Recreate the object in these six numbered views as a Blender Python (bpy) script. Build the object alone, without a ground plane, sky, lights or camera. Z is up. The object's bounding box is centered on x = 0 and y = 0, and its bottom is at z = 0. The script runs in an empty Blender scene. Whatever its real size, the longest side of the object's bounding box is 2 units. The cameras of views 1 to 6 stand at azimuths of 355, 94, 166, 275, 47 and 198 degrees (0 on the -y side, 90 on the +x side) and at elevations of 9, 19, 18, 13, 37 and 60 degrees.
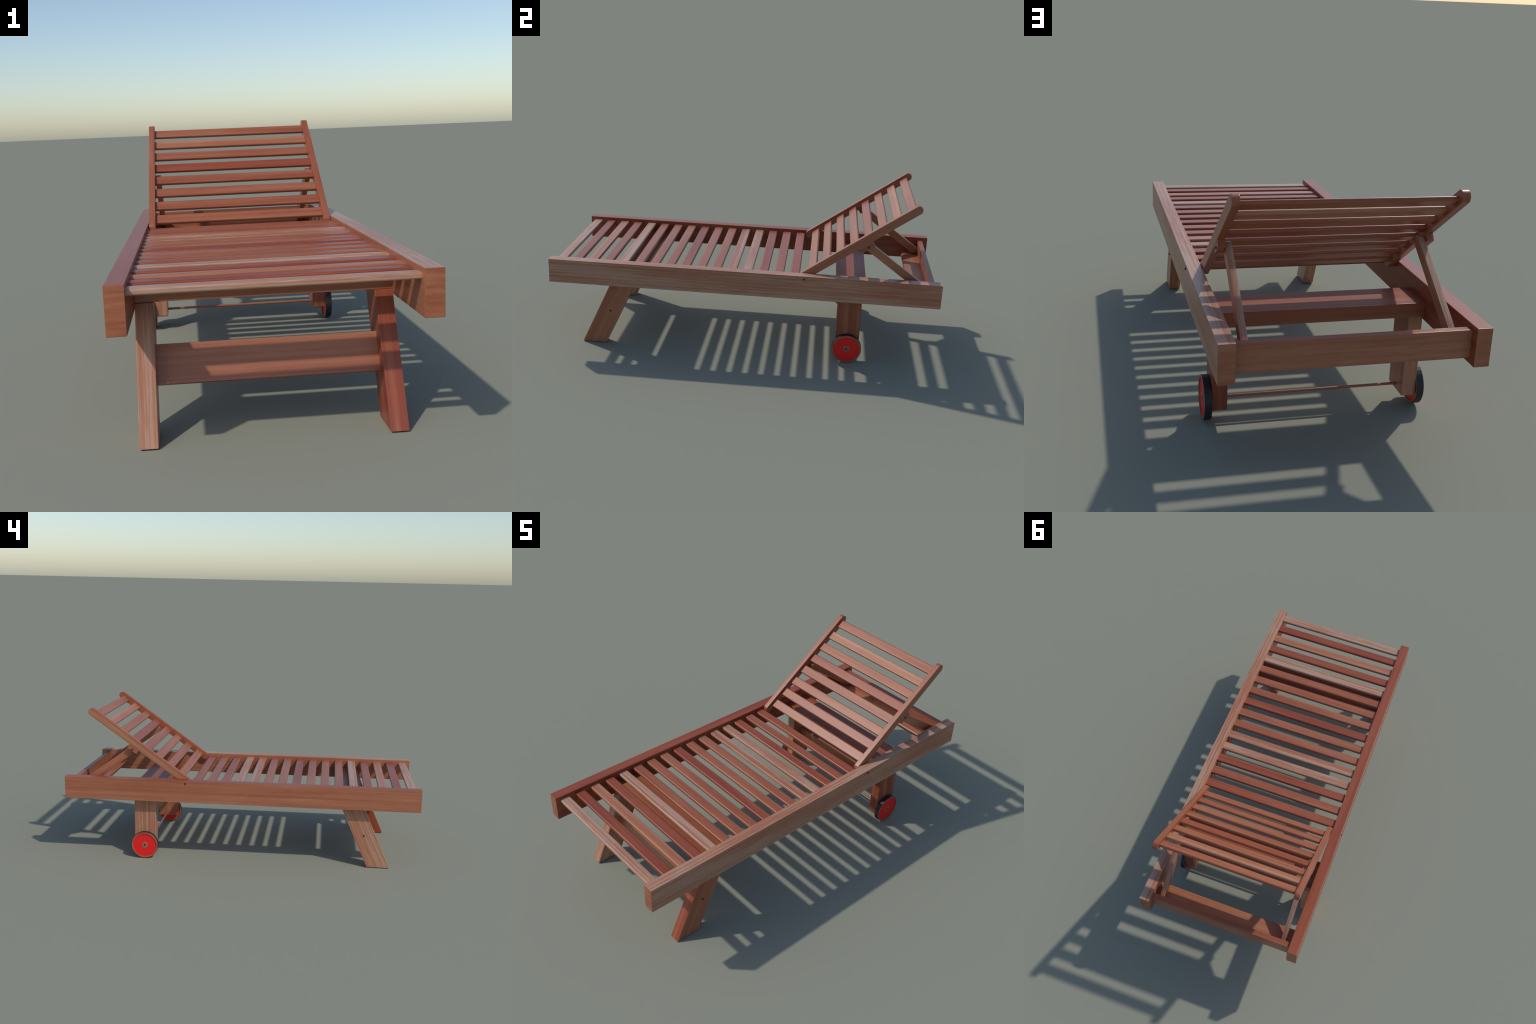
"""Wooden sun lounger: two side rails, slatted seat, reclining slatted backrest on
prop struts, splayed front legs, straight rear legs on two red wheels."""
import bpy, bmesh, math, random
from mathutils import Matrix, Vector

random.seed(7)
scene = bpy.context.scene

# ------------------------------------------------------------------ materials
def rgb(c):
    return (c[0], c[1], c[2], 1.0)


def wood(name, deep, mid, pale, streak=1.0, fine=0.16, rough=0.36, across=46.0, along=0.9,
         lo=0.34, hi=0.66, scale=None):
    """Timber with grain along local X: long streaks, broad tone drift, fine fibres."""
    m = bpy.data.materials.new(name)
    m.use_nodes = True
    nt = m.node_tree
    N, L = nt.nodes, nt.links
    bsdf = N["Principled BSDF"]
    tc = N.new("ShaderNodeTexCoord")
    info = N.new("ShaderNodeObjectInfo")
    off = N.new("ShaderNodeVectorMath"); off.operation = 'SCALE'
    off.inputs[0].default_value = (37.0, 17.3, 23.9)
    L.new(info.outputs["Random"], off.inputs["Scale"])
    add = N.new("ShaderNodeVectorMath"); add.operation = 'ADD'
    L.new(tc.outputs["Object"], add.inputs[0])
    L.new(off.outputs[0], add.inputs[1])

    def layer(scale, detail, rough_, distort=0.0):
        mp = N.new("ShaderNodeMapping")
        mp.inputs["Scale"].default_value = scale
        L.new(add.outputs[0], mp.inputs["Vector"])
        nz = N.new("ShaderNodeTexNoise")
        nz.inputs["Scale"].default_value = 1.0
        nz.inputs["Detail"].default_value = detail
        nz.inputs["Roughness"].default_value = rough_
        nz.inputs["Distortion"].default_value = distort
        L.new(mp.outputs[0], nz.inputs["Vector"])
        return nz.outputs["Fac"]

    streaks = layer(scale or (along, across, across), 4.0, 0.62, 0.10)
    broad = layer((1.7, 11.0, 11.0), 2.0, 0.5, 0.3)
    fibre = layer((16.0, 330.0, 330.0), 2.0, 0.6)
    dash = layer((12.0, 230.0, 230.0), 3.0, 0.7)

    # streak value, pushed about by the broad tone
    mixv = N.new("ShaderNodeMath"); mixv.operation = 'MULTIPLY_ADD'
    L.new(broad, mixv.inputs[0]); mixv.inputs[1].default_value = 0.55
    mixv.inputs[2].default_value = -0.275
    sub = N.new("ShaderNodeMath"); sub.operation = 'ADD'
    L.new(streaks, sub.inputs[0]); L.new(mixv.outputs[0], sub.inputs[1])
    d2 = N.new("ShaderNodeMath"); d2.operation = 'MULTIPLY_ADD'
    L.new(dash, d2.inputs[0]); d2.inputs[1].default_value = 0.34 * streak
    d2.inputs[2].default_value = -0.17 * streak
    val = N.new("ShaderNodeMath"); val.operation = 'ADD'
    L.new(sub.outputs[0], val.inputs[0]); L.new(d2.outputs[0], val.inputs[1])

    ramp = N.new("ShaderNodeValToRGB")
    ramp.color_ramp.interpolation = 'EASE'
    e = ramp.color_ramp.elements
    e[0].position, e[0].color = lo, rgb(deep)
    e[1].position, e[1].color = hi, rgb(pale)
    c = e.new(0.5 * (lo + hi)); c.color = rgb(mid)
    L.new(val.outputs[0], ramp.inputs["Fac"])

    fm = N.new("ShaderNodeMapRange")
    fm.inputs["From Min"].default_value = 0.25; fm.inputs["From Max"].default_value = 0.75
    fm.inputs["To Min"].default_value = 1.0 - fine; fm.inputs["To Max"].default_value = 1.0 + fine
    L.new(fibre, fm.inputs["Value"])
    mul = N.new("ShaderNodeVectorMath"); mul.operation = 'SCALE'
    L.new(ramp.outputs["Color"], mul.inputs[0]); L.new(fm.outputs[0], mul.inputs["Scale"])
    L.new(mul.outputs[0], bsdf.inputs["Base Color"])

    rr = N.new("ShaderNodeMapRange")
    rr.inputs["To Min"].default_value = rough - 0.06; rr.inputs["To Max"].default_value = rough + 0.08
    L.new(streaks, rr.inputs["Value"]); L.new(rr.outputs[0], bsdf.inputs["Roughness"])
    bp = N.new("ShaderNodeBump")
    bp.inputs["Strength"].default_value = 0.06; bp.inputs["Distance"].default_value = 0.001
    L.new(fibre, bp.inputs["Height"]); L.new(bp.outputs[0], bsdf.inputs["Normal"])
    return m


def plain(name, col, rough, metallic=0.0, vary=0.1):
    m = bpy.data.materials.new(name)
    m.use_nodes = True
    nt = m.node_tree
    N, L = nt.nodes, nt.links
    b = N["Principled BSDF"]
    tc = N.new("ShaderNodeTexCoord")
    nz = N.new("ShaderNodeTexNoise")
    nz.inputs["Scale"].default_value = 60.0; nz.inputs["Detail"].default_value = 3.0
    L.new(tc.outputs["Object"], nz.inputs["Vector"])
    mr = N.new("ShaderNodeMapRange")
    mr.inputs["To Min"].default_value = 1 - vary; mr.inputs["To Max"].default_value = 1 + vary
    L.new(nz.outputs["Fac"], mr.inputs["Value"])
    sc = N.new("ShaderNodeVectorMath"); sc.operation = 'SCALE'
    sc.inputs[0].default_value = col
    L.new(mr.outputs[0], sc.inputs["Scale"])
    L.new(sc.outputs[0], b.inputs["Base Color"])
    b.inputs["Roughness"].default_value = rough
    b.inputs["Metallic"].default_value = metallic
    return m


PALE = wood("wood_pale_streaked", (.350, .125, .063), (.385, .165, .092), (.430, .240, .158), 1.5, 0.10,
            across=110, along=0.6, lo=.34, hi=.64)
PALE_BAND = wood("wood_pale_banded", (.360, .132, .067), (.405, .184, .107), (.450, .268, .182), 1.3, 0.10,
                 across=80, along=0.5, lo=.36, hi=.56)
TAN = wood("wood_tan", (.335, .107, .048), (.375, .135, .063), (.425, .190, .108), 0.9, 0.09, across=60, along=0.8)
MEDIUM = wood("wood_medium", (.275, .071, .031), (.315, .091, .039), (.350, .119, .058), 0.7, 0.09, along=0.9)
RED = wood("wood_red", (.245, .047, .019), (.290, .066, .026), (.325, .092, .041), 0.6, 0.08, along=0.9)
HEART = wood("wood_heart_red", (.270, .058, .027), (.310, .082, .036), (.360, .120, .057), 0.4, 0.09, across=20, along=0.4,
             lo=.40, hi=.60)
BROWN = wood("wood_brown", (.305, .096, .046), (.357, .126, .062), (.400, .160, .086), 0.8, 0.10, across=62, along=0.7)
TWO_TONE = wood("wood_two_tone", (.235, .050, .022), (.258, .062, .027), (.320, .105, .047), 0.3, 0.10, across=17, along=0.35,
                lo=.42, hi=.58)
ENDGRAIN = wood("wood_end_grain", (.290, .085, .038), (.342, .112, .052), (.385, .143, .070), 0.3, 0.12,
                scale=(1.0, 5.0, 62.0))
RED_PAINT = plain("red_paint", (.76, .008, .006), 0.48, vary=0.05)
RUBBER = plain("black_rubber", (.014, .016, .018), 0.55)
BOLT_BLACK = plain("black_bolt", (.012, .014, .017), 0.45)
COPPER = wood("wood_rod", (.31, .090, .040), (.36, .115, .055), (.40, .15, .075), 0.4, 0.08)

# ------------------------------------------------------------------ hierarchy
def empty(name, parent=None, loc=(0, 0, 0)):
    o = bpy.data.objects.new(name, None)
    scene.collection.objects.link(o)
    o.empty_display_size = 0.1
    o.matrix_world = Matrix.Translation(loc)
    if parent:
        attach(o, parent)
    return o


def attach(o, parent):
    mw = o.matrix_world.copy()
    o.parent = parent
    o.matrix_parent_inverse = Matrix.Identity(4)
    o.matrix_local = WORLD[parent.name].inverted() @ mw
    WORLD[o.name] = mw


WORLD = {}
lounger = empty("sun_lounger")
WORLD[lounger.name] = Matrix.Identity(4)
lounger["label"] = "reddish slatted wooden sun lounger with raised backrest and red wheels"
lounger["category"] = "sun lounger"
PIVOT = (0.3105, 0.4556)
backrest = empty("backrest", lounger, (0, PIVOT[0], PIVOT[1]))

# ------------------------------------------------------------------ geometry
def rect(y0, y1, z0, z1):
    return [(y0, z0), (y1, z0), (y1, z1), (y0, z1)]


def rounded(y0, y1, z0, z1, radii, n=5):
    """Rectangle with its own radius at each corner: bottom-left, bottom-right, top-right, top-left."""
    pts = []
    for (cy, cz, sy, sz, a0), r in zip(
            ((y0, z0, 1, 1, 180), (y1, z0, -1, 1, 270), (y1, z1, -1, -1, 0), (y0, z1, 1, -1, 90)), radii):
        if r <= 0:
            pts.append((cy, cz)); continue
        for i in range(n + 1):
            a = math.radians(a0 + 90 * i / n)
            pts.append((cy + sy * r + r * math.cos(a), cz + sz * r + r * math.sin(a)))
    return pts


def stadium(p, q, r, n=12):
    """Bar of half width r with round ends centred on p and q."""
    a = math.atan2(q[1] - p[1], q[0] - p[0])
    pts = []
    for c, a0 in ((q, a - math.pi / 2), (p, a + math.pi / 2)):
        for i in range(n + 1):
            t = a0 + math.pi * i / n
            pts.append((c[0] + r * math.cos(t), c[1] + r * math.sin(t)))
    return pts


def prism(name, poly, x0, x1, mat, grain=None, bevel=0.0018, parent=None, segs=2, facemat=None):
    """Extrude a y-z outline from x0 to x1. grain None: fibres run along x, otherwise along the
    given angle (degrees) in the y-z plane; local X is always the fibre direction."""
    cy = sum(p[0] for p in poly) / len(poly)
    cz = sum(p[1] for p in poly) / len(poly)
    cen = Vector(((x0 + x1) / 2, cy, cz))
    if grain is None:
        rot = Matrix.Identity(3)
    else:
        a = math.radians(grain)
        X = Vector((0, math.cos(a), math.sin(a))); Z = Vector((0, -math.sin(a), math.cos(a)))
        rot = Matrix((X, Z.cross(X), Z)).transposed()
    mw = Matrix.Translation(cen) @ rot.to_4x4()
    inv = mw.inverted()
    bm = bmesh.new()
    A = [bm.verts.new(inv @ Vector((x0, y, z))) for y, z in poly]
    B = [bm.verts.new(inv @ Vector((x1, y, z))) for y, z in poly]
    n = len(poly)
    bm.faces.new(list(reversed(A))); bm.faces.new(B)
    for i in range(n):
        bm.faces.new((A[i], A[(i + 1) % n], B[(i + 1) % n], B[i]))
    bmesh.ops.recalc_face_normals(bm, faces=bm.faces)
    if bevel > 0:
        es = [e for e in bm.edges if e.calc_face_angle(0) > math.radians(40)]
        bmesh.ops.bevel(bm, geom=es, offset=bevel, segments=segs, profile=0.5, affect='EDGES',
                        clamp_overlap=True)
    me = bpy.data.meshes.new(name)
    mats = [mat]
    if facemat:
        bm.normal_update()
        for world_dir, fm in facemat:
            mats.append(fm)
            d = (inv.to_3x3() @ Vector(world_dir)).normalized()
            for f in bm.faces:
                if f.normal.dot(d) > 0.8:
                    f.material_index = len(mats) - 1
    for f in bm.faces:
        f.smooth = True
    bm.to_mesh(me); bm.free()
    me.set_sharp_from_angle(angle=math.radians(40))
    for k in mats:
        me.materials.append(k)
    return place(name, me, mw, parent or lounger)


def place(name, me, mw, parent, weighted=True):
    o = bpy.data.objects.new(name, me)
    scene.collection.objects.link(o)
    o.matrix_world = mw
    attach(o, parent)
    if weighted:
        w = o.modifiers.new("weighted", 'WEIGHTED_NORMAL'); w.keep_sharp = True
    return o


def twin(o, name, mw, parent, mat=None):
    """A copy sharing mesh data, with its own timber."""
    c = o.copy()
    scene.collection.objects.link(c)
    c.name = name
    c.parent = None
    c.matrix_world = mw
    attach(c, parent)
    if mat:
        c.material_slots[0].link = 'OBJECT'
        c.material_slots[0].material = mat
    return c


def lathe(name, profile, mat, mw, parent, n=48, flat=False):
    """Turn an (x, radius) profile about the local X axis."""
    bm = bmesh.new()
    rings = []
    for x, r in profile:
        if r < 1e-6:
            rings.append([bm.verts.new((x, 0, 0))]); continue
        rings.append([bm.verts.new((x, r * math.cos(2 * math.pi * i / n), r * math.sin(2 * math.pi * i / n)))
                      for i in range(n)])
    for P, Q in zip(rings, rings[1:]):
        for i in range(n):
            j = (i + 1) % n
            if len(P) == 1:
                bm.faces.new((P[0], Q[j], Q[i]))
            elif len(Q) == 1:
                bm.faces.new((P[i], P[j], Q[0]))
            else:
                bm.faces.new((P[i], P[j], Q[j], Q[i]))
    bmesh.ops.recalc_face_normals(bm, faces=bm.faces)
    me = bpy.data.meshes.new(name)
    for f in bm.faces:
        f.smooth = not flat
    bm.to_mesh(me); bm.free()
    if not flat:
        me.set_sharp_from_angle(angle=math.radians(40))
    me.materials.append(mat)
    return place(name, me, mw, parent, weighted=False)


def bolt(x, y, z, parent):
    """Dark round screw cap on the outer face at x."""
    s = 1 if x > 0 else -1
    prof = [(-0.004, 0.0), (-0.004, 0.0048), (0.0026, 0.0048), (0.0036, 0.0038), (0.0036, 0.0), ]
    mw = Matrix.Translation((x, y, z)) @ (Matrix.Identity(4) if s > 0 else Matrix.Rotation(math.pi, 4, 'Z'))
    return lathe("bolt", prof, BOLT_BLACK, mw, parent, n=20)


# ---- frame ---------------------------------------------------------------
XI, XO = 0.362, 0.4125            # inner and outer faces of the side rails
Z0, Z1 = 0.3453, 0.4708
rail = rect(-1.0, 1.0, Z0, Z1)
ends = [((0, -1, 0), ENDGRAIN), ((0, 1, 0), ENDGRAIN)]
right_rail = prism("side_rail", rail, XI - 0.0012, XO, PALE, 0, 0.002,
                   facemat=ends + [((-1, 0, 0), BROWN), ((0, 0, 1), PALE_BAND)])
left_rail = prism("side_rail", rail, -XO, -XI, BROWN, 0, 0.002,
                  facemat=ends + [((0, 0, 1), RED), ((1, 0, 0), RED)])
for s, r in ((1, right_rail), (-1, left_rail)):
    bolt(s * XO, PIVOT[0], PIVOT[1], r)

# ---- seat slats -----------------------------------------------------------
W, PITCH, FIRST = 0.0484, 0.0809, -0.9771
TOP, THICK = 0.4557, 0.0169
seat_tones = [PALE_BAND, RED, TAN, RED, PALE_BAND, MEDIUM, MEDIUM, MEDIUM,
              RED, MEDIUM, MEDIUM, PALE_BAND, PALE_BAND, RED, MEDIUM, RED]
slat = prism("seat_slat", rounded(FIRST, FIRST + W, TOP - THICK, TOP, (.006, .0045, .006, .006), 6),
             -0.363, 0.363, seat_tones[0], None, 0.0015)
base = WORLD[slat.name].copy()
for i in range(1, 16):
    twin(slat, "seat_slat", Matrix.Translation((0, PITCH * i, 0)) @ base, lounger, seat_tones[i])

# ---- cross bars, stretchers, foot-end boards --------------------------------
prism("crossbar", rect(-0.680, -0.528, 0.3598, 0.411), -0.3625, 0.3625, BROWN, None, 0.002)
prism("crossbar", rect(0.474, 0.6285, 0.3595, 0.411), -0.3625, 0.3625, MEDIUM, None, 0.002)
SPLAY = math.degrees(math.atan2(1.0, 0.455))          # lean of the front legs in y-z
ca, sa = math.cos(math.radians(SPLAY)), math.sin(math.radians(SPLAY))


def slanted(cy, cz, half_h, half_t):
    return [(cy + u * half_h * ca - v * half_t * sa, cz + u * half_h * sa + v * half_t * ca)
            for u, v in ((-1, 1), (-1, -1), (1, -1), (1, 1))]


prism("stretcher", slanted(-0.6973, 0.1853, 0.0562, 0.0125), -0.3135, 0.3135, BROWN, None, 0.002)
prism("stretcher", rect(0.541, 0.5625, 0.182, 0.2475), -0.3135, 0.3135, BROWN, None, 0.002)
prism("end_board", rect(0.943, 0.9695, 0.3635, 0.4555), -0.3625, 0.3625, BROWN, None, 0.002,
      facemat=[((0, 0, 1), MEDIUM)])
prism("strut_rest", rounded(0.850, 0.9435, 0.3640, 0.3860, (.009, 0, 0, .011)), -0.3625, 0.3625, TAN, None, 0.0015)

# ---- legs --------------------------------------------------------------------
def front_leg(x0, x1, mat, fm=None):
    lo, hi, k = 0.0005, 0.3594, 0.455
    return prism("front_leg", [(-0.847 + k * lo, lo), (-0.7215 + k * lo, lo),
                               (-0.7215 + k * hi, hi), (-0.847 + k * hi, hi)], x0, x1, mat, SPLAY, 0.002, facemat=fm)


right_front = front_leg(0.3100, 0.3610, BROWN, [((0, -1, 0.45), HEART), ((-1, 0, 0), RED)])
left_front = front_leg(-0.3632, -0.3122, PALE)
rear = rounded(0.4885, 0.6115, 0.0555, 0.3591, (.007, 0, 0, 0), 3)
right_rear = prism("rear_leg", rear, 0.3100, 0.3610, TWO_TONE, 90, 0.002, facemat=[((-1, 0, 0), BROWN)])
left_rear = prism("rear_leg", rear, -0.3625, -0.3112, PALE, 90, 0.002, facemat=[((1, 0, 0), TAN)])
for s, l in ((1, right_front), (-1, left_front)):
    bolt(0.3610 if s > 0 else -0.3632, -0.697, 0.186, l)

# ---- backrest ------------------------------------------------------------------
TILT = 35.12
ct, st = math.cos(math.radians(TILT)), math.sin(math.radians(TILT))


def along(t, off=0.0):
    return (PIVOT[0] + t * ct - off * st, PIVOT[1] + t * st + off * ct)


ARM = 0.0213
arm_outline = stadium(along(0), along(0.6583), ARM)
right_arm = prism("backrest_rail", arm_outline, 0.3335, 0.3590, MEDIUM, TILT, 0.002, backrest,
                  facemat=[((1, 0, 0), BROWN)])
left_arm = prism("backrest_rail", arm_outline, -0.3590, -0.3335, MEDIUM, TILT, 0.002, backrest,
                 facemat=[((-1, 0, 0), TAN)])
back_tones = [MEDIUM, MEDIUM, MEDIUM, MEDIUM, RED, MEDIUM, TAN, MEDIUM]
bw, bt, btop = 0.0488, 0.0153, 0.006
t0 = 0.0468
flat_profile = rounded(-bw / 2, bw / 2, -bt / 2, bt / 2, (.0055,) * 4, 6)


def back_slat_matrix(i):
    y, z = along(t0 + 0.0830 * i, btop - bt / 2)
    return Matrix.Translation((0, y, z)) @ Matrix.Rotation(math.radians(TILT), 4, 'X')


bslat = prism("backrest_slat", flat_profile, -0.3345, 0.3345, back_tones[0], None, 0.0015, backrest)
mw0 = back_slat_matrix(0)
bslat.matrix_local = WORLD[backrest.name].inverted() @ mw0
WORLD[bslat.name] = mw0
for i in range(1, 8):
    twin(bslat, "backrest_slat", back_slat_matrix(i), backrest, back_tones[i])

# hinge blocks under the arms and the struts that prop the backrest
HINGE = (0.621, 0.628)
FOOT = (0.9200, 0.4105)
u0 = (HINGE[0] - PIVOT[0]) * ct + (HINGE[1] - PIVOT[1]) * st
block_outline = [along(u0 - 0.033, -ARM - 0.0265), along(u0 + 0.031, -ARM - 0.0265),
                 along(u0 + 0.031, -ARM + 0.001), along(u0 - 0.033, -ARM + 0.001)]
strut_outline = stadium((HINGE[0] - 0.001, HINGE[1] - 0.0025), FOOT, 0.0202)
sang = math.degrees(math.atan2(FOOT[1] - HINGE[1], FOOT[0] - HINGE[0]))
for s in (1, -1):
    xs = sorted((s * 0.3338, s * 0.3578))
    blk = prism("hinge_block", block_outline, xs[0], xs[1], MEDIUM, TILT, 0.0015, backrest)
    bolt(s * 0.3578, HINGE[0], HINGE[1], blk)
    xs = sorted((s * 0.3100, s * 0.3325))
    prism("prop_strut", strut_outline, xs[0], xs[1], TAN if s < 0 else BROWN, sang, 0.0018, backrest,
          facemat=[((0, .57, .82), PALE_BAND)])

# ---- wheels -------------------------------------------------------------------
WY, WR = 0.5500, 0.0767
lathe("axle", [(-0.38, 0.0), (-0.38, 0.0050), (0.38, 0.0050), (0.38, 0.0)], COPPER,
      Matrix.Translation((0, WY + 0.001, WR - 0.001)), lounger, n=16)
for s in (1, -1):
    mw = Matrix.Translation((s * 0.3752, WY, WR)) @ (Matrix.Identity(4) if s > 0 else Matrix.Rotation(math.pi, 4, 'Z'))
    h = 0.0125
    wheel = empty("wheel", lounger)
    wheel.matrix_world = mw
    wheel.matrix_local = mw
    WORLD[wheel.name] = mw
    lathe("tyre", [(-h, 0.0745), (-h, WR - .0006), (-h + .0006, WR), (h - .0006, WR), (h, WR - .0006), (h, 0.0745), (-h, 0.0745)],
          RUBBER, mw, wheel, n=32, flat=True)
    ro = WR - 0.0012
    lathe("rim", [(-h - .0006, 0.0678), (-h - .0006, ro - .0008), (-h + .0002, ro), (h - .0002, ro), (h + .0006, ro - .0008),
                  (h + .0006, 0.0678), (-h - .0006, 0.0678)], ENDGRAIN, mw, wheel, n=64)
    d = h - 0.0036
    lathe("disc", [(-d, 0.0), (-d, 0.0680), (d, 0.0680), (d, 0.0)], RED_PAINT, mw, wheel, n=64)
    lathe("hub", [(-d - .001, 0.0), (-d - .001, 0.0183), (d + .0005, 0.0183), (d + .0012, 0.0176), (d + .0012, 0.0)], ENDGRAIN, mw, wheel, n=40)
    lathe("bolt", [(0, 0.0), (0, 0.0052), (d + .0016, 0.0052), (d + .0020, 0.0046), (d + .0020, 0.0)], BOLT_BLACK, mw, wheel, n=20)

lounger.location.x = -0.0005
